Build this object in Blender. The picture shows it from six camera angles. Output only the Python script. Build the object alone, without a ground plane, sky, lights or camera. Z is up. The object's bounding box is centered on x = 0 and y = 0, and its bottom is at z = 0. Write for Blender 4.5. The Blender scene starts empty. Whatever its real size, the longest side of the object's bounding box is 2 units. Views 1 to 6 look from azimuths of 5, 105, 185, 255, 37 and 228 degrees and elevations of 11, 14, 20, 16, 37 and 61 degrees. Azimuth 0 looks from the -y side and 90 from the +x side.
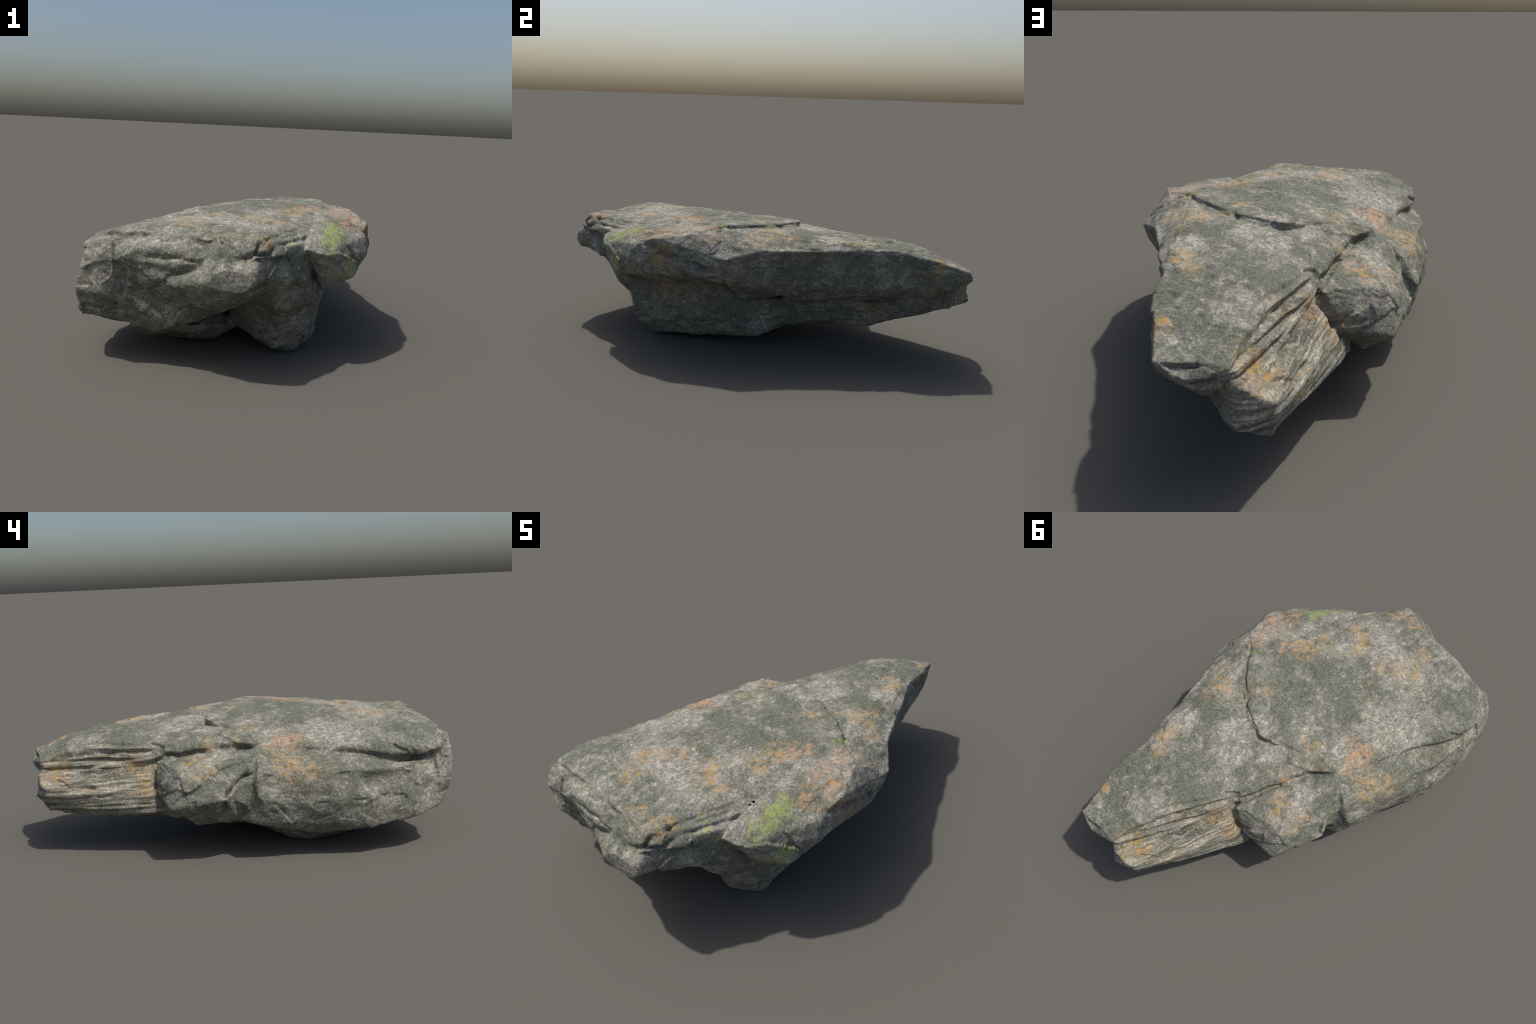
"""A weathered schist boulder: a tilted cap slab over fractured blocks, with
lichen, moss and a layered (foliated) broken flank.

The stone is described as a set of convex fracture blocks (each given by the
corner points where its cleavage planes meet).  Their union is evaluated as a
distance field, softened where blocks meet, polygonised, and then weathered with
cracks, foliation grooves, dents and noise.  Colour is procedural."""
import bpy
import numpy as np

# ------------------------------------------------------------------ blocks
BLOCKS = {}


def block(name, *corners):
    BLOCKS[name] = np.array(corners, float)


block("north_slab",
      (.392, -.063, .591), (.255, .079, .571), (.032, .168, .551), (-.131, .092, .536), (-.100, .363, .502),
      (-.024, .527, .490), (.063, .732, .508), (.093, .965, .432), (.285, .985, .457), (.360, .610, .509),
      (.351, .714, .527), (.386, .145, .565), (.285, .513, .543), (.440, .123, .490), (.391, .280, .534),
      (.196, 1.001, .390), (.422, .160, .330), (-.086, .459, .405), (-.197, .050, .419), (.046, .900, .366),
      (-.010, .747, .395), (.116, .967, .394), (.128, .722, .530), (.158, .209, .570), (.220, .600, .285),
      (.200, .750, .291), (.184, .887, .303), (.352, .600, .370), (.334, .749, .367), (.305, .896, .372),
      (-.227, .080, .493), (-.172, .202, .501), (.370, .200, .265), (.345, .330, .297), (.330, .500, .317),
      (.361, .639, .440), (.385, .450, .430))
block("south_plate",
      (-.415, -.842, .531), (-.541, -.805, .451), (-.176, -.798, .558), (-.065, -.853, .541), (.148, -.929, .533),
      (.322, -.574, .539), (.243, -.419, .577), (.302, -.397, .580), (.408, -.091, .598), (.256, .082, .588),
      (.032, .166, .572), (-.133, .078, .551), (-.316, .006, .498), (-.400, -.257, .467), (-.276, -.152, .525),
      (-.008, -.429, .582), (.200, -.200, .578), (-.450, -.500, .477), (-.529, -.681, .479), (-.515, -.565, .421),
      (.100, -.895, .452), (-.400, -.700, .379), (0, 0, .350), (.200, -.300, .350))
block("front_mass",
      (.009, -.991, .391), (-.288, -.913, .442), (-.036, -.933, .461), (.116, -.995, .380), (.158, -1.005, .409),
      (.145, -.928, .548), (.246, -.828, .484), (.248, -.830, .384), (-.553, -.821, .273), (-.525, -.797, .207),
      (-.527, -.856, .382), (-.443, -.698, .138), (-.471, -.848, .499), (-.100, -.718, .162), (-.249, -.783, .138),
      (-.060, -.850, .546), (.295, -.550, .490), (.225, -.645, .291), (-.450, -.400, .150), (-.506, -.631, .396),
      (-.457, -.877, .399))
block("lobe",
      (.411, -.715, .466), (.322, -.744, .489), (.326, -.709, .501), (.341, -.574, .553), (.432, -.515, .535),
      (.559, -.459, .514), (.569, -.357, .550), (.518, -.182, .580), (.599, -.024, .487), (.597, -.087, .405),
      (.582, -.070, .397), (.545, -.280, .383), (.514, -.587, .359), (.395, -.623, .305), (.414, -.098, .594),
      (.495, .130, .524), (.352, -.300, .276), (.303, -.200, .549), (.417, .116, .322), (.567, -.500, .440),
      (.601, -.200, .454), (.527, .019, .532))
block("foot",
      (.205, -.761, .417), (.361, -.574, .218), (.356, -.551, .081), (.211, -.579, .029), (.285, -.509, .005),
      (.318, -.477, .018), (.217, -.180, .002), (.187, -.109, .005), (.137, -.024, .016), (.199, -.506, .004),
      (.232, -.664, .199), (.387, -.597, .331), (.433, -.101, .317), (.330, .110, .250), (.001, -.428, .086),
      (.001, -.100, .100), (0, -.600, .300), (.150, .148, .083), (.353, -.099, .082), (.335, -.298, .050),
      (.340, .055, .072), (.195, .209, .117), (.406, -.080, .173), (.400, 0, .200))
block("keel",
      (-.322, -.508, .017), (-.344, -.568, .037), (-.065, -.497, .015), (-.288, -.227, .004), (-.239, -.163, .002),
      (-.170, -.100, .060), (-.408, -.664, .134), (-.100, -.690, .135), (-.444, -.200, .137), (0, -.100, .200),
      (.035, -.402, .062), (-.201, .101, .157))
block("west_ledge",
      (-.467, -.083, .405), (-.480, .050, .298), (-.514, -.108, .267), (-.579, -.425, .259), (-.553, -.631, .385),
      (-.427, .046, .402), (-.532, -.815, .202), (-.556, -.800, .215), (-.550, -.828, .266), (-.474, -.216, .102), (-.333, .141, .174),
      (-.447, .090, .191), (-.317, .006, .484), (-.291, -.149, .511), (-.390, -.300, .460), (-.495, -.743, .402),
      (-.462, -.667, .161), (-.202, -.100, .202), (-.577, -.468, .136), (-.573, -.672, .165), (-.526, -.234, .178),
      (-.542, -.400, .396), (-.500, -.220, .405), (-.554, -.784, .189))
block("side_block",
      (-.454, .192, .306), (-.331, .363, .415), (-.376, .391, .307), (-.373, .422, .263), (-.203, .454, .298),
      (-.120, .439, .428), (-.275, .291, .145), (-.350, .258, .432), (-.258, .284, .436), (-.197, .189, .462),
      (-.420, .120, .375), (-.331, -.001, .480), (-.100, .100, .200), (-.372, .120, .175))
block("layered_flank",
      (.090, .992, .266), (.090, .987, .298), (-.009, .934, .214), (-.085, .741, .325), (-.181, .498, .292),
      (-.096, .462, .404), (.090, .963, .396), (.008, .745, .391), (-.037, .640, .389), (-.213, .452, .213),
      (.042, .612, .121), (.097, .972, .270), (.151, .101, .099), (-.182, .191, .162), (-.149, .500, .201),
      (-.026, .896, .231), (-.057, .828, .244), (-.103, .713, .208), (-.152, .594, .221), (.114, .944, .275),
      (.197, .548, .133), (.235, .480, .240), (.220, .200, .250), (.236, .696, .268), (.180, .835, .296),
      (.220, .620, .176), (.179, .748, .199), (-.027, .948, .323), (.003, .962, .349), (-.063, .857, .316))
block("corner",
      (.248, -.831, .478), (.254, -.825, .385), (.327, -.710, .465), (.316, -.699, .508), (.337, -.580, .509),
      (.360, -.580, .300), (.342, -.582, .218), (.143, -.956, .503), (.262, -.745, .505), (.277, -.666, .506),
      (0, -.600, .300), (0, -.500, .499), (.241, -.673, .194), (.345, -.710, .360), (.360, -.660, .300),
      (.367, -.612, .250), (.297, -.688, .245))
block("saddle",
      (-.318, .006, .481), (-.290, -.150, .516), (-.128, .083, .525), (-.230, .100, .475), (-.196, .170, .465),
      (-.330, 0, .477), (-.412, .060, .402), (-.359, .199, .407), (-.400, .120, .380), (-.415, .165, .300),
      (-.425, .090, .250), (-.300, .100, .180), (-.118, .398, .421))
block("joint_fill",
      (-.100, .430, .425), (-.130, .445, .370), (-.189, .457, .300), (-.206, .431, .227), (0, .500, .400),
      (-.151, .500, .252), (-.200, .350, .252), (-.199, .350, .400), (-.234, .354, .166), (-.204, .430, .181))
block("east_flank",
      (.483, .141, .516), (.385, .270, .525), (.546, -.046, .502), (.420, -.090, .585), (.400, .150, .561),
      (.400, .150, .310), (.440, .090, .360), (.531, -.060, .370), (.370, .350, .340), (.380, .455, .513),
      (.400, 0, .250))
block("belly",
      (.294, .077, .106), (.194, .276, .113), (.161, .496, .141), (.200, .500, .250), (.330, .100, .250),
      (.119, .499, .132), (.150, .150, .085), (.100, .300, .300), (.169, .650, .201), (.130, .700, .190),
      (.290, .220, .215))
block("core",
      (-.400, -.700, .200), (-.400, -.700, .420), (.220, -.750, .450), (.220, -.700, .270), (.450, -.200, .360),
      (.450, -.200, .500), (.300, .450, .450), (.220, .450, .250), (-.050, .480, .250), (-.050, .460, .420),
      (-.260, .100, .250), (-.260, .100, .430), (-.370, -.200, .410), (-.380, -.300, .200))
block("west_seam",
      (-.419, -.400, .463), (-.520, -.400, .406), (-.360, -.200, .481), (-.479, -.150, .410), (-.320, 0, .484),
      (-.430, .030, .403), (-.300, -.150, .503), (-.330, -.350, .500), (-.300, -.200, .400))
# mineral fill that closes the joints between blocks to shallow seams
block("plate_seam",
      (.520, -.180, .565), (.410, -.090, .584), (.255, .080, .571), (.200, .160, .558), (.030, .190, .548),
      (-.130, .100, .535), (-.140, .050, .535), (.020, .120, .554), (.200, .040, .573), (.380, -.130, .583),
      (.100, .100, .450))
block("saddle_seam",
      (-.130, .085, .538), (-.136, .150, .535), (-.317, .005, .488), (-.235, .085, .506), (-.200, -.050, .540),
      (-.291, -.100, .522), (-.200, .050, .400))
block("step_seam",
      (.149, -.929, .522), (.214, -.785, .517), (.319, -.579, .534), (.262, -.745, .495), (.336, -.600, .529),
      (.147, -.951, .494), (.204, -.701, .400))
block("underbelly",
      (-.180, .269, .122), (-.121, .050, .068), (-.091, -.100, .049), (-.050, -.200, .030), (.050, -.100, .050),
      (.050, .200, .100), (-.200, .300, .150), (-.120, .400, .165), (.100, .100, .070), (0, 0, .300),
      (-.100, .300, .300))
block("east_seam",
      (.420, -.090, .584), (.380, 0, .585), (.395, .150, .564), (.497, .130, .518), (.310, .200, .568),
      (.325, .450, .555), (.385, .420, .531), (.555, -.040, .506), (.360, .580, .531), (.300, .600, .546),
      (.400, .100, .400))

# ------------------------------------------------------------------ cracks, foliation grooves, dents
# (depth, half width, path)
CRACKS = [
    # crack round the upper plate
    (.009, .007, [(.53, -.19, .572), (.477, -.138, .582), (.408, -.098, .599), (.382, -.046, .586),
                   (.326, .006, .58), (.281, .044, .585), (.212, .087, .582), (.191, .118, .564), (.137, .148, .559),
                   (.084, .163, .555), (.031, .167, .55), (-.026, .14, .56), (-.066, .106, .558),
                   (-.105, .093, .552), (-.136, .087, .542)]),
    # two stepped splits at the south-east corner
    (.022, .008, [(.150, -.905, .54), (.19, -.844, .527), (.209, -.784, .528), (.223, -.745, .525), (.243, -.692, .517),
                  (.265, -.649, .525), (.285, -.600, .53)]),
    (.020, .008, [(.09, -.958, .473), (.15, -.953, .496), (.188, -.908, .489), (.212, -.843, .50), (.262, -.745, .484),
                  (.290, -.680, .49), (.318, -.640, .523)]),
    (.015, .007, [(.15, -.953, .496), (.16, -.922, .524)]),
    # lip under the western edge of the plate
    (.030, .013, [(-.515, -.79, .440), (-.507, -.76, .428), (-.507, -.71, .419), (-.504, -.644, .414),
                  (-.514, -.553, .424)]),
    (.018, .012, [(-.514, -.553, .424), (-.49, -.491, .437), (-.453, -.406, .452), (-.43, -.314, .459)]),
    # notch between slab and side block
    (.028, .012, [(-.318, .006, .49), (-.27, .05, .485), (-.23, .10, .478), (-.196, .17, .468), (-.165, .25, .455),
                  (-.14, .33, .447), (-.115, .40, .445), (-.10, .432, .42)]),
    # split behind the side block
    (.040, .013, [(-.400, .03, .42), (-.41, .085, .395), (-.422, .126, .369), (-.436, .190, .333), (-.42, .195, .264),
                  (-.376, .193, .204)]),
    # open joint between side block and layered flank
    (.030, .012, [(-.101, .434, .434), (-.127, .457, .365), (-.19, .468, .302), (-.21, .448, .262)]),
    # split in the overhanging lobe
    (.036, .015, [(.560, -.415, .520), (.568, -.352, .502), (.577, -.285, .476), (.589, -.208, .46),
                  (.599, -.142, .439), (.596, -.081, .415)]),
    (.010, .006, [(-.539, -.195, .262), (-.559, -.276, .266), (-.581, -.42, .273)]),
    # open bedding joints of the layered flank
    (.016, .010, [(.096, .965, .424), (.051, .84, .444), (.029, .76, .463), (-.01, .656, .47), (-.047, .562, .472),
                  (-.084, .46, .469)]),
    (.018, .011, [(.082, .964, .361), (.015, .885, .36), (-.018, .807, .369), (-.032, .728, .382)]),
    (.018, .010, [(.083, .98, .301), (-.003, .882, .314), (-.057, .804, .329), (-.117, .704, .324),
                  (-.137, .583, .337), (-.181, .477, .313)]),
    (.010, .008, [(-.009, .895, .275), (-.083, .783, .292), (-.113, .707, .287), (-.166, .59, .296)]),
    # weathered ledge and joint on the south face
    (.016, .010, [(-.305, -.899, .440), (-.241, -.908, .452), (-.19, -.916, .451), (-.111, -.927, .459),
                  (-.037, -.942, .453)]),
    (.020, .016, [(-.356, -.888, .419), (-.346, -.894, .393), (-.366, -.883, .344), (-.378, -.861, .274),
                  (-.406, -.799, .183)]),
    (.022, .020, [(-.03, -.948, .454), (-.087, -.955, .424), (-.131, -.95, .398), (-.195, -.931, .356)]),
]
# (height, radius, centre): swellings and hollows
DENTS = [
    (-.016, .055, (.366, .58, .515)), (.007, .05, (.40, .42, .52)), (-.014, .07, (.285, -.515, .57)), (-.012, .09, (-.40, -.31, .49)), (-.030, .045, (-.031, -.921, .503)), (-.006, .05, (-.436, -.862, .46)),
    (.014, .07, (-.22, -.91, .49)), (-.014, .08, (-.22, -.925, .38)),
    (.012, .06, (.053, -.939, .496)), (-.012, .05, (-.15, -.876, .22)), (.010, .05, (.089, -.988, .43)),
]


# (height, width, path): folds and hollows of the weathered faces
FOLDS = [
    (.006, .030, [(-.30, -.89, .485), (-.16, -.91, .49), (-.04, -.93, .487)]),
    (-.018, .034, [(-.29, -.905, .415), (-.18, -.935, .41), (-.09, -.945, .415)]),
    (.013, .032, [(0, -.92, .52), (0, -.96, .455), (.06, -.985, .405), (.12, -.985, .39)]),
    (.012, .035, [(-.43, -.86, .43), (-.445, -.855, .34), (-.46, -.83, .25)]),
    (-.012, .030, [(-.30, -.88, .30), (-.17, -.87, .235), (-.08, -.86, .23)]),
    (.010, .030, [(-.28, -.85, .22), (-.14, -.83, .18)]),
    (-.012, .022, [(.03, -.955, .475), (.08, -.965, .465), (.13, -.955, .475)]),
    # hollows and swells of the western ledge
    (-.014, .040, [(-.545, -.60, .36), (-.545, -.42, .35)]), (.010, .035, [(-.55, -.66, .40), (-.54, -.45, .40)]),
    (-.019, .060, [(-.35, -.88, .33), (-.22, -.89, .29), (-.10, -.90, .29)]),
    (.008, .06, [(-.575, -.66, .21), (-.58, -.46, .24)]), (.012, .05, [(-.49, -.10, .37), (-.52, -.24, .35)]),
    (-.012, .04, [(-.55, -.30, .35), (-.51, -.36, .41)]),
    # upper plate: shallow dishes
    (.012, .022, [(-.515, -.77, .458), (-.515, -.60, .447), (-.49, -.47, .462)]),
    (.006, .05, [(-.10, -.62, .565), (.10, -.62, .565)]),
]
# the upper plate overlies the northern slab along this crack: the slab side is lower
STEPS = [
    (.007, .045, CRACKS[0][2]), (.008, .035, CRACKS[1][2]),
]


# ------------------------------------------------------------------ distance field
def planes_of(points):
    n = len(points)
    i, j, k = (a.ravel() for a in np.meshgrid(range(n), range(n), range(n), indexing="ij"))
    keep = (i < j) & (j < k)
    i, j, k = i[keep], j[keep], k[keep]
    normal = np.cross(points[j] - points[i], points[k] - points[i])
    size = np.linalg.norm(normal, axis=1)
    ok = size > 1e-9
    normal, i = normal[ok] / size[ok, None], i[ok]
    offset = (normal * points[i]).sum(1)
    side = normal @ points.T - offset[:, None]
    out = np.vstack([np.c_[normal, offset][side.max(1) < 1e-6], -np.c_[normal, offset][side.min(1) > -1e-6]])
    _, first = np.unique(np.round(out, 4), axis=0, return_index=True)
    return out[np.sort(first)]


FACES = {name: planes_of(p) for name, p in BLOCKS.items()}
BLEND = .012


def block_distance(name, p):
    d = np.full(len(p), -9.0, np.float32)
    for a, b, c, e in FACES[name].astype(np.float32):
        np.maximum(d, p[:, 0] * a + p[:, 1] * b + p[:, 2] * c - e, out=d)
    return d


def soft_min(a, b, k=BLEND):
    h = np.clip(.5 + .5 * (b - a) / k, 0, 1)
    return b * (1 - h) + a * h - k * h * (1 - h)


def distance(p):
    d = None
    for name in BLOCKS:
        q = block_distance(name, p)
        d = q if d is None else soft_min(d, q)
    return d


def gradient(p, e=.003):
    g = np.stack([distance(p + np.eye(3, dtype=np.float32)[a] * e) - distance(p - np.eye(3, dtype=np.float32)[a] * e)
                  for a in range(3)], 1)
    return g / np.maximum(np.linalg.norm(g, axis=1, keepdims=True), 1e-9)


def polygonise(step):
    """Surface nets on a grid that is only evaluated near each block."""
    low, high = np.array([-.66, -1.06, -.03]), np.array([.67, 1.07, .66])
    n = np.ceil((high - low) / step).astype(int) + 1
    field = np.full(n, .2, np.float32)
    axes = [(low[a] + step * np.arange(n[a])).astype(np.float32) for a in range(3)]
    for name, corners in BLOCKS.items():
        a = np.maximum(((corners.min(0) - .05 - low) / step).astype(int), 0)
        b = np.minimum(((corners.max(0) + .05 - low) / step).astype(int) + 2, n)
        cut = tuple(slice(s, t) for s, t in zip(a, b))
        grid = np.meshgrid(*[axes[k][cut[k]] for k in range(3)], indexing="ij")
        q = block_distance(name, np.stack([g.ravel() for g in grid], 1)).reshape(grid[0].shape)
        field[cut] = soft_min(field[cut], q)
    inside = field < 0
    total, count = np.zeros((*(n - 1), 3), np.float32), np.zeros(n - 1, np.int8)
    base = [np.arange(m - 1) for m in n]
    corner = {}
    for c in np.ndindex(2, 2, 2):
        corner[c] = tuple(slice(c[k], n[k] - 1 + c[k]) for k in range(3))
    for axis in range(3):
        for c in np.ndindex(2, 2, 2):
            if c[axis]:
                continue
            e = list(c)
            e[axis] = 1
            f0, f1 = field[corner[c]], field[corner[tuple(e)]]
            hit = (f0 < 0) != (f1 < 0)
            w = f0[hit] / (f0[hit] - f1[hit])
            for k in range(3):
                total[..., k][hit] += w if k == axis else c[k]
            count[hit] += 1
    used = count > 0
    index = np.full(n - 1, -1, np.int64)
    index[used] = np.arange(used.sum())
    cells = np.argwhere(used)
    verts = low + step * (cells + total[used] / count[used][:, None])
    quads = []
    for axis in range(3):
        u, v = (axis + 1) % 3, (axis + 2) % 3
        a = [slice(1, m - 1) for m in n]
        a[axis] = slice(0, n[axis] - 1)
        b = list(a)
        b[axis] = slice(1, n[axis])
        s0, s1 = inside[tuple(a)], inside[tuple(b)]
        start = np.array([s.start for s in a])
        for outward in (True, False):
            at = np.argwhere((s0 & ~s1) if outward else (~s0 & s1)) + start
            du, dv = np.eye(3, dtype=int)[u], np.eye(3, dtype=int)[v]
            ring = [at - du - dv, at - dv, at, at - du]
            ring = [index[tuple(r.T)] for r in (ring if outward else ring[::-1])]
            quads.append(np.stack(ring, 1))
    return verts.astype(np.float32), np.vstack(quads)


# ------------------------------------------------------------------ noise
def hash01(i, j, k, seed):
    h = (i * 374761393 + j * 668265263 + k * 2147483647 + seed * 1274126177) & 0xFFFFFFFF
    h = ((h ^ (h >> 13)) * 1274126177) & 0xFFFFFFFF
    return ((h ^ (h >> 16)) & 0xFFFFFF) / float(0xFFFFFF)


def noise(p, seed=0):
    """Smooth value noise in -1..1."""
    f = np.floor(p)
    i, j, k = f.astype(np.int64).T
    x, y, z = (p - f).T
    x, y, z = (t * t * t * (t * (6 * t - 15) + 10) for t in (x, y, z))
    out = 0
    for a in (0, 1):
        for b in (0, 1):
            for c in (0, 1):
                out = out + (x if a else 1 - x) * (y if b else 1 - y) * (z if c else 1 - z) * hash01(i + a, j + b, k + c, seed)
    return out * 2 - 1


def fractal(p, octaves, seed=0, gain=.5):
    out, amp, norm = 0, 1.0, 0
    for o in range(octaves):
        out = out + amp * noise(p * 2 ** o + 17.3 * o, seed + o)
        norm += amp
        amp *= gain
    return out / norm


def smooth(a, b, x):
    t = np.clip((x - a) / (b - a), 0, 1)
    return t * t * (3 - 2 * t)


def path_distance(p, path):
    """Distance to a polyline, and how far along it (0..1)."""
    path = np.array(path, float)
    best, along = np.full(len(p), 9.0), np.zeros(len(p))
    length = np.r_[0, np.cumsum(np.linalg.norm(np.diff(path, axis=0), axis=1))]
    for s, (a, b) in enumerate(zip(path[:-1], path[1:])):
        t = np.clip(((p - a) @ (b - a)) / ((b - a) @ (b - a)), 0, 1)
        d = np.linalg.norm(p - a - t[:, None] * (b - a), axis=1)
        near = d < best
        best[near], along[near] = d[near], (length[s] + t * (length[s + 1] - length[s]))[near] / length[-1]
    return best, along


def side_of(p, path):
    """Signed distance in plan to the nearest stretch of a path, positive on its left."""
    path = np.array(path, float)[:, :2]
    best, sign = np.full(len(p), 9.0), np.zeros(len(p))
    for a, b in zip(path[:-1], path[1:]):
        u = b - a
        t = np.clip(((p[:, :2] - a) @ u) / (u @ u), 0, 1)
        d = np.linalg.norm(p[:, :2] - a - t[:, None] * u, axis=1)
        left = (u[0] * (p[:, 1] - a[1]) - u[1] * (p[:, 0] - a[0])) / np.linalg.norm(u)
        near = d < best
        best[near], sign[near] = d[near], left[near]
    return sign


def chips(p, scale, seed):
    """Flat, randomly tilted facets in a jittered cell pattern, about -1..1."""
    q = p * scale + .35 * np.stack([noise(p * scale * .9, seed + a) for a in (5, 6, 7)], 1)
    cell = np.floor(q).astype(np.int64)
    best, out = np.full(len(p), 9e9), np.zeros(len(p))
    for o in np.ndindex(3, 3, 3):
        i, j, k = (cell + np.array(o) - 1).T
        centre = np.stack([i + hash01(i, j, k, seed), j + hash01(i, j, k, seed + 1), k + hash01(i, j, k, seed + 2)], 1)
        tilt = np.stack([hash01(i, j, k, seed + a) for a in (11, 12, 13)], 1) * 2 - 1
        d = ((q - centre) ** 2).sum(1)
        near = d < best
        best[near] = d[near]
        out[near] = ((q - centre) * tilt).sum(1)[near] * 1.2 + (hash01(i, j, k, seed + 9)[near] - .5) * .5
    return np.clip(out, -1.2, 1.2)


# ------------------------------------------------------------------ weathering
def foliation_zone(p, normal):
    """1 on the broken, layered north-west flank, 0 elsewhere."""
    zone = smooth(.40, .50, p[:, 1]) * smooth(.15, .45, -normal[:, 0] + .25 * normal[:, 1]) * smooth(.15, .22, p[:, 2])
    return zone * (1 - smooth(.55, .85, normal[:, 2]))


def weather(p, normal):
    shift = np.zeros(len(p))
    # broad swells and small pits
    shift += .006 * fractal(p * 5.0, 3, 3)
    shift += .0032 * fractal(p * 16.0, 3, 11)
    # thin flakes lifting off the flat top
    top = smooth(.8, .93, normal[:, 2])
    shift += top * .0045 * (smooth(-.035, .035, fractal(p * np.array([5, 5, 3]), 4, 91, .6)) - .5)
    shift += top * .003 * (smooth(-.05, .05, fractal(p * np.array([11, 11, 5]), 3, 95, .6)) - .5)
    front = smooth(-.70, -.80, p[:, 1]) * smooth(.75, .5, normal[:, 2])
    shift += front * .012 * fractal(p * np.array([8, 8, 13]), 3, 23)
    # foliation of the layered flank: hard and soft beds
    fol = foliation_zone(p, normal)
    bed = p[:, 2] + .05 * (p[:, 1] - .7) + .012 * noise(p * 4, 41)
    q = np.stack([bed * 46, p[:, 1] * 2.4, p[:, 0] * 2.4], 1)
    beds = .6 * np.tanh(3.0 * noise(q, 31)) + .45 * np.tanh(2.5 * noise(q * np.array([2.1, 2.0, 2.0]), 37)) \
        + .25 * noise(q * np.array([3.6, 4, 4]), 39)
    gaps = smooth(.25, .6, noise(q * np.array([1.3, 1.5, 1.5]), 43))
    shift += fol * (.002 + .0095 * beds - .013 * gaps)
    # fine bedding on the eastern side
    east = smooth(.2, .6, normal[:, 0]) * smooth(-.1, .3, p[:, 1])
    q = np.stack([p[:, 2] * 60, p[:, 1] * 4, p[:, 0] * 4], 1)
    shift += east * .003 * noise(q, 51)
    for height, radius, centre in DENTS:
        d = np.linalg.norm(p - np.array(centre), axis=1)
        shift += height * np.exp(-(d / radius) ** 2)
    for height, width, path in FOLDS:
        d, along = path_distance(p, path)
        shift += height * np.exp(-(d / width) ** 2)
    # conchoidal chips on the broken sides
    side = 1 - smooth(.75, .93, normal[:, 2])
    shift += side * (1 - .7 * fol) * (.008 * chips(p, 5.0, 81) + .0035 * chips(p, 13.0, 83))
    shift += .002
    for drop, width, path in STEPS:
        d, along = path_distance(p, path)
        lower = smooth(-.004, .004, -side_of(p, path))
        shift -= drop * lower * np.exp(-(d / width) ** 2) * smooth(0, .25, along) * smooth(1, .9, along) * smooth(.5, .8, normal[:, 2])
    wobble = .5 + .5 * noise(p * 22, 71)
    for depth, width, path in CRACKS:
        jit = p + .006 * np.stack([noise(p * 30, 61), noise(p * 30, 62), noise(p * 30, 63)], 1)
        d, along = path_distance(jit, path)
        fade = smooth(0, .12, along) * smooth(1, .85, along) * .7 + .3
        shift -= depth * fade * (.65 + .5 * wobble) * np.exp(-(d / width) ** 2)
    return p + normal * shift[:, None]


def corner_normals(verts, quads):
    p = verts[quads]
    face = np.cross(p[:, 2] - p[:, 0], p[:, 3] - p[:, 1])
    out = np.stack([sum(np.bincount(quads[:, k], face[:, a], len(verts)) for k in range(4)) for a in range(3)], 1)
    return out / np.maximum(np.linalg.norm(out, axis=1, keepdims=True), 1e-12)


def relax(values, quads, rounds):
    """Average every vertex with its neighbours: wears down sharp arrises."""
    i = np.concatenate([quads[:, k] for k in range(4)] * 2)
    j = np.concatenate([quads[:, (k + 1) % 4] for k in range(4)] + [quads[:, (k + 3) % 4] for k in range(4)])
    n = np.bincount(i, minlength=len(values))[:, None]
    for _ in range(rounds):
        mean = np.stack([np.bincount(i, values[j, a], len(values)) for a in range(values.shape[1])], 1) / n
        values = values * .4 + mean * .6
    return values


def build_surface():
    verts, quads = polygonise(.0055)
    verts = verts - gradient(verts) * distance(verts)[:, None]
    owner = np.argmin(np.stack([block_distance(n, verts) for n in BLOCKS], 1), 1)
    verts = relax(verts.astype(np.float64), quads, 5)
    normal = relax(corner_normals(verts, quads), quads, 3)
    normal /= np.linalg.norm(normal, axis=1, keepdims=True)
    return weather(verts, normal), quads, owner


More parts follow.
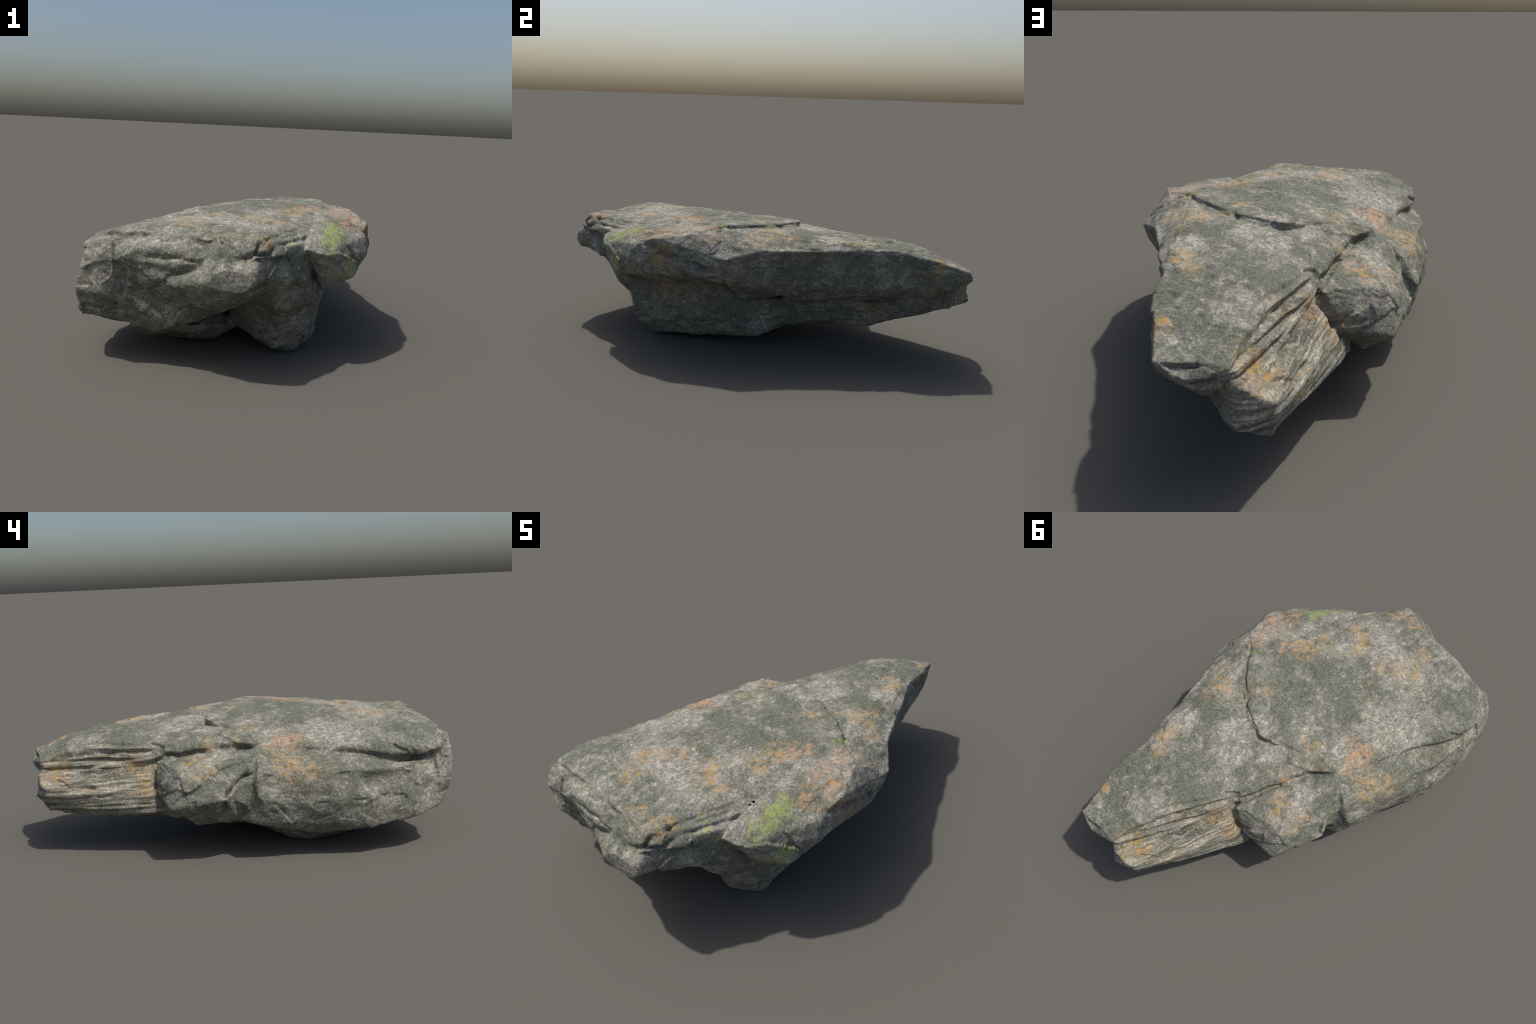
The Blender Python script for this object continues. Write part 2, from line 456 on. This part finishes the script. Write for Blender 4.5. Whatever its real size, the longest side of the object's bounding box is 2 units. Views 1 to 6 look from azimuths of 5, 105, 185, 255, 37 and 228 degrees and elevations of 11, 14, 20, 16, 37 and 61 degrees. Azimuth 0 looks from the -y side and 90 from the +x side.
# ------------------------------------------------------------------ material
class Nodes:
    def __init__(self, name):
        self.mat = bpy.data.materials.new(name)
        self.mat.use_nodes = True
        self.tree = self.mat.node_tree
        self.shader = self.tree.nodes["Principled BSDF"]
        self.at = self.new("ShaderNodeTexCoord").outputs["Object"]

    def new(self, kind, **props):
        node = self.tree.nodes.new(kind)
        for k, v in props.items():
            setattr(node, k, v)
        return node

    def put(self, socket, value):
        if hasattr(value, "node"):
            self.tree.links.new(value, socket)
        elif isinstance(value, (tuple, list)):
            socket.default_value = (*value, 1.0) if len(socket.default_value) == 4 and len(value) == 3 else value
        else:
            socket.default_value = value

    def math(self, op, a, b=0.0, clamp=False):
        n = self.new("ShaderNodeMath", operation=op, use_clamp=clamp)
        self.put(n.inputs[0], a)
        self.put(n.inputs[1], b)
        return n.outputs[0]

    def vector(self, op, a, b=(0, 0, 0), scale=None):
        n = self.new("ShaderNodeVectorMath", operation=op)
        self.put(n.inputs[0], a)
        self.put(n.inputs[1], b)
        if scale is not None:
            n.inputs["Scale"].default_value = scale
        return n.outputs["Value" if op == "DISTANCE" else "Vector"]

    def stretch(self, scale, rotation=(0, 0, 0), at=None):
        n = self.new("ShaderNodeMapping")
        self.put(n.inputs["Vector"], at or self.at)
        n.inputs["Scale"].default_value = scale
        n.inputs["Rotation"].default_value = rotation
        return n.outputs[0]

    def noise(self, scale, detail=4, rough=.5, at=None, lac=2.0, distort=0.0, colour=False):
        n = self.new("ShaderNodeTexNoise")
        self.put(n.inputs["Vector"], at or self.at)
        for k, v in (("Scale", scale), ("Detail", detail), ("Roughness", rough), ("Lacunarity", lac), ("Distortion", distort)):
            n.inputs[k].default_value = v
        return n.outputs["Color" if colour else "Fac"]

    def range(self, x, a, b, lo=0.0, hi=1.0):
        n = self.new("ShaderNodeMapRange", interpolation_type="SMOOTHSTEP")
        self.put(n.inputs["Value"], x)
        for k, v in (("From Min", a), ("From Max", b), ("To Min", lo), ("To Max", hi)):
            n.inputs[k].default_value = v
        return n.outputs["Result"]

    def mix(self, fac, a, b, mode="MIX"):
        n = self.new("ShaderNodeMix", data_type="RGBA", blend_type=mode)
        self.put(n.inputs[0], fac)
        self.put(n.inputs[6], a)
        self.put(n.inputs[7], b)
        return n.outputs[2]

    def split(self, v):
        n = self.new("ShaderNodeSeparateXYZ")
        self.put(n.inputs[0], v)
        return n.outputs

    def join(self, x, y, z):
        n = self.new("ShaderNodeCombineXYZ")
        for socket, v in zip(n.inputs, (x, y, z)):
            self.put(socket, v)
        return n.outputs[0]

    def spots(self, places, at):
        """Soft union of balls (x, y, z, radius)."""
        out = None
        for x, y, z, r in places:
            m = self.range(self.vector("DISTANCE", at, (x, y, z)), r * 1.15, r * .25)
            out = m if out is None else self.math("MAXIMUM", out, m)
        return out


ORANGE = [(.10, -.55, .57, .08), (-.04, -.54, .58, .06), (.25, -.30, .59, .07), (.22, -.40, .58, .07), (-.17, -.61, .56, .07),
          (-.10, -.57, .57, .05), (.19, -.61, .57, .08), (.15, -.87, .54, .07), (.03, -.87, .55, .05), (-.13, -.75, .56, .06),
          (-.46, -.10, .41, .10), (-.48, -.20, .40, .07), (-.09, .52, .40, .08), (-.17, .49, .33, .07),
          (.05, .90, .41, .09), (.03, .89, .36, .08), (-.18, .19, .48, .06), (-.13, .27, .46, .05), (-.26, .28, .44, .08),
          (-.35, .25, .42, .07), (-.15, .02, .55, .06), (.51, -.10, .57, .06), (.45, .04, .54, .06), (.37, .14, .58, .09),
          (.38, .22, .57, .06), (.32, .48, .55, .07), (.27, .56, .55, .06), (.24, .08, .58, .05), (.19, -.02, .59, .06),
          (-.26, .08, .50, .05), (.56, -.35, .49, .07), (.32, .85, .46, .07), (.22, .60, .20, .06), (.42, -.38, .28, .08)]
SALMON = [(.48, -.33, .56, .10), (.50, -.43, .55, .08), (.47, -.23, .58, .08), (.30, -.27, .59, .07), (-.33, -.14, .51, .09),
          (-.34, -.06, .50, .07), (-.28, -.14, .53, .06), (.46, -.18, .58, .06), (.56, -.30, .46, .07)]
MOSS = [(.43, -.50, .54, .055), (.425, -.56, .53, .06), (.41, -.62, .51, .05), (.40, -.67, .48, .04), (.25, -.74, .50, .035),
        (.42, -.10, .595, .03), (.48, -.60, .40, .06)]
PALE = [(.20, -.51, .58, .16), (.05, -.63, .57, .15), (.07, .13, .57, .09), (.14, .24, .55, .09), (.34, .58, .54, .07),
        (-.20, -.55, .56, .12), (.38, -.35, .57, .14), (-.34, -.38, .51, .15), (.36, .38, .56, .10), (.02, .35, .53, .12),
        (-.10, .0, .55, .09), (.42, .10, .56, .09), (-.30, .15, .45, .10)]
DARK = [(.13, -.30, .60, .13), (.10, -.11, .59, .14), (-.08, -.25, .57, .15), (0, .04, .57, .11), (.28, .27, .56, .11),
        (.25, .42, .55, .10), (.13, .45, .54, .11), (.25, .72, .53, .16), (.13, .88, .47, .14), (-.42, -.72, .51, .11),
        (-.08, -.38, .58, .13), (-.16, -.14, .55, .11), (.02, .55, .51, .12), (.04, -.79, .55, .10), (.31, -.38, .58, .04),
        (.24, -.42, .58, .04)]


FLANK = [(.05, .93, .37, .10), (.03, .93, .30, .10), (-.02, .82, .37, .11), (-.06, .80, .28, .11), (-.05, .68, .40, .10),
         (-.10, .68, .32, .12), (-.10, .54, .42, .10), (-.15, .54, .33, .12), (-.17, .50, .26, .10), (-.03, .66, .46, .07)]


def stone_material():
    n = Nodes("lichen_crusted_schist")
    warp = n.vector("ADD", n.at, n.vector("SCALE", n.vector("SUBTRACT", n.noise(9, 5, .6, colour=True), (.5, .5, .5)), scale=.11))
    # grain runs along the foliation
    soft = n.vector("ADD", n.at, n.vector("SCALE", n.vector("SUBTRACT", n.noise(5, 1, .5, colour=True), (.5, .5, .5)), scale=.08))
    grain_at = n.stretch((1.0, .7, 1.5), (0, 0, .35), soft)
    fine = n.noise(105, 4, .62)
    speck = n.noise(170, 2, .5)
    blotch = n.noise(6.5, 8, .62, warp)
    mottle = n.noise(26, 6, .66, grain_at)
    wisps = n.noise(48, 5, .66, grain_at, distort=.15)

    lichen_grey, stone_grey, pale = (.128, .134, .104), (.222, .214, .176), (.43, .395, .345)
    bias = n.math("SUBTRACT", n.math("MULTIPLY", n.spots(PALE, warp), .075), n.math("MULTIPLY", n.spots(DARK, warp), .06))
    tone = n.math("ADD", n.math("ADD", n.math("MULTIPLY", blotch, .58), n.math("MULTIPLY", mottle, .42)), bias)
    colour = n.mix(n.range(tone, .43, .57), lichen_grey, stone_grey)
    crust = n.math("ADD", n.math("MULTIPLY", n.math("ADD", tone, -.5), 1.0), wisps)
    colour = n.mix(n.range(crust, .53, .74, 0, .7), colour, pale)
    # thin pale veins and flecks
    vein = n.math("ABSOLUTE", n.math("ADD", n.noise(9, 7, .68, warp), -.5))
    vein = n.math("MULTIPLY", n.range(vein, .016, .002), n.range(n.noise(5, 2, .5), .47, .62))
    colour = n.mix(n.math("MULTIPLY", vein, .38), colour, (.47, .44, .39))
    # dark lichen islands
    isle = n.noise(14, 7, .68, warp)
    colour = n.mix(n.range(isle, .57, .64, 0, .5), colour, (.105, .113, .086))
    # bedding of the broken flank: dark, grey, cream and rusty bands
    x, y, z = n.split(n.at)
    bed = n.math("ADD", z, n.math("MULTIPLY", y, .05))
    bed_at = n.join(n.math("MULTIPLY", x, 2.2), n.math("MULTIPLY", y, 2.6), n.math("ADD", n.math("MULTIPLY", bed, 62.0), n.math("MULTIPLY", mottle, 1.6)))
    layers = n.noise(1.0, 5, .72, bed_at)
    bedded = n.mix(n.range(layers, .41, .49), (.070, .070, .056), (.225, .212, .17))
    bedded = n.mix(n.range(layers, .52, .60), bedded, (.47, .43, .34))
    rust = n.noise(1.7, 4, .65, bed_at)
    bedded = n.mix(n.math("MULTIPLY", n.range(rust, .52, .62), n.range(n.noise(7, 3, .5), .46, .60, 0, .8)), bedded, (.36, .215, .075))
    flank = n.spots(FLANK, soft)
    colour = n.mix(n.math("MULTIPLY", flank, .92), colour, bedded)
    # grain
    colour = n.mix(1.0, colour, n.mix(n.range(fine, .28, .72), (.64, .64, .64), (1.38, 1.37, 1.35)), "MULTIPLY")
    colour = n.mix(n.range(speck, .65, .75, 0, .5), colour, (.52, .49, .44))
    colour = n.mix(n.range(speck, .37, .29, 0, .45), colour, (.06, .062, .05))
    # lichens and moss
    patch = n.noise(42, 6, .72, grain_at, distort=.2)

    rough = n.vector("ADD", n.at, n.vector("SCALE", n.vector("SUBTRACT", n.noise(12, 5, .65, colour=True), (.5, .5, .5)), scale=.22))
    breakup = n.noise(17, 6, .7, grain_at)

    def growth(colour, places, tint, strength, edge):
        zone = n.math("MULTIPLY", n.spots(places, rough), n.range(breakup, .36, .53))
        colour = n.mix(n.math("MULTIPLY", zone, n.range(mottle, .42, .62, .0, .30)), colour, tuple(.55 * t + .12 for t in tint))
        m = n.math("MULTIPLY", zone, n.range(patch, edge, edge + .10))
        return n.mix(n.math("MULTIPLY", m, strength), colour, n.mix(fine, tuple(t * .62 for t in tint), tuple(min(t * 1.35, 1) for t in tint)))

    colour = growth(colour, ORANGE, (.44, .285, .075), .85, .475)
    colour = growth(colour, ORANGE, (.36, .19, .10), .6, .56)
    patch = n.noise(42, 6, .74, n.stretch((1.3, .8, 1.5), (0, 0, 1.0), soft), distort=.2)
    colour = growth(colour, SALMON, (.44, .26, .14), .8, .46)
    colour = growth(colour, MOSS, (.29, .34, .09), .85, .40)
    scattered = n.math("MULTIPLY", n.range(n.noise(3.3, 3, .5), .55, .68), n.range(patch, .56, .68))
    colour = n.mix(n.math("MULTIPLY", scattered, .55), colour, (.36, .22, .085))

    n.put(n.shader.inputs["Base Color"], colour)
    n.put(n.shader.inputs["Roughness"], .9)
    n.put(n.shader.inputs["Specular IOR Level"], .25)
    bump = n.new("ShaderNodeBump")
    bump.inputs["Strength"].default_value = .55
    bump.inputs["Distance"].default_value = .006
    n.put(bump.inputs["Height"], n.math("ADD", n.math("ADD", fine, n.math("MULTIPLY", mottle, 1.2)), n.math("MULTIPLY", n.math("MULTIPLY", layers, flank), 3.0)))
    n.put(n.shader.inputs["Normal"], bump.outputs[0])
    return n.mat


# ------------------------------------------------------------------ parts
PARTS = {"cap_slab": ("north_slab", "south_plate", "east_flank", "east_seam", "plate_seam"), "weathered_face": ("front_mass", "core", "corner", "step_seam"),
         "overhanging_lobe": ("lobe",),
         "footing": ("foot", "keel", "belly", "underbelly"), "side_ledge": ("west_ledge", "west_seam"), "jointed_block": ("side_block", "saddle", "saddle_seam"),
         "layered_flank": ("layered_flank", "joint_fill")}


def build():
    verts, quads, owner = build_surface()
    verts[:, 2] = np.maximum(verts[:, 2], .004 + .1 * np.minimum(verts[:, 2], 0))
    verts[:, 1] = np.clip(verts[:, 1], -1.003, 1.003)
    names = list(BLOCKS)
    part_of = np.zeros(len(names), int)
    for i, (part, blocks) in enumerate(PARTS.items()):
        for b in blocks:
            part_of[names.index(b)] = i
    label = part_of[owner]
    votes = np.stack([(label[quads] == i).sum(1) for i in range(len(PARTS))], 1)
    face_part = votes.argmax(1)
    vn = corner_normals(verts, quads)           # shared by all parts, so no seam shows

    root = bpy.data.objects.new("boulder", None)
    root["label"] = "grey-green lichen-crusted layered boulder with overhanging slab"
    root["category"] = "boulder"
    bpy.context.scene.collection.objects.link(root)
    stone = stone_material()
    for i, part in enumerate(PARTS):
        faces = quads[face_part == i]
        used, local = np.unique(faces, return_inverse=True)
        mesh = bpy.data.meshes.new(part)
        mesh.from_pydata(verts[used].tolist(), [], local.reshape(-1, 4).tolist())
        mesh.materials.append(stone)
        mesh.polygons.foreach_set("use_smooth", np.ones(len(faces), bool))
        mesh.normals_split_custom_set_from_vertices(vn[used].tolist())
        ob = bpy.data.objects.new(part, mesh)
        ob.parent = root
        bpy.context.scene.collection.objects.link(ob)


build()
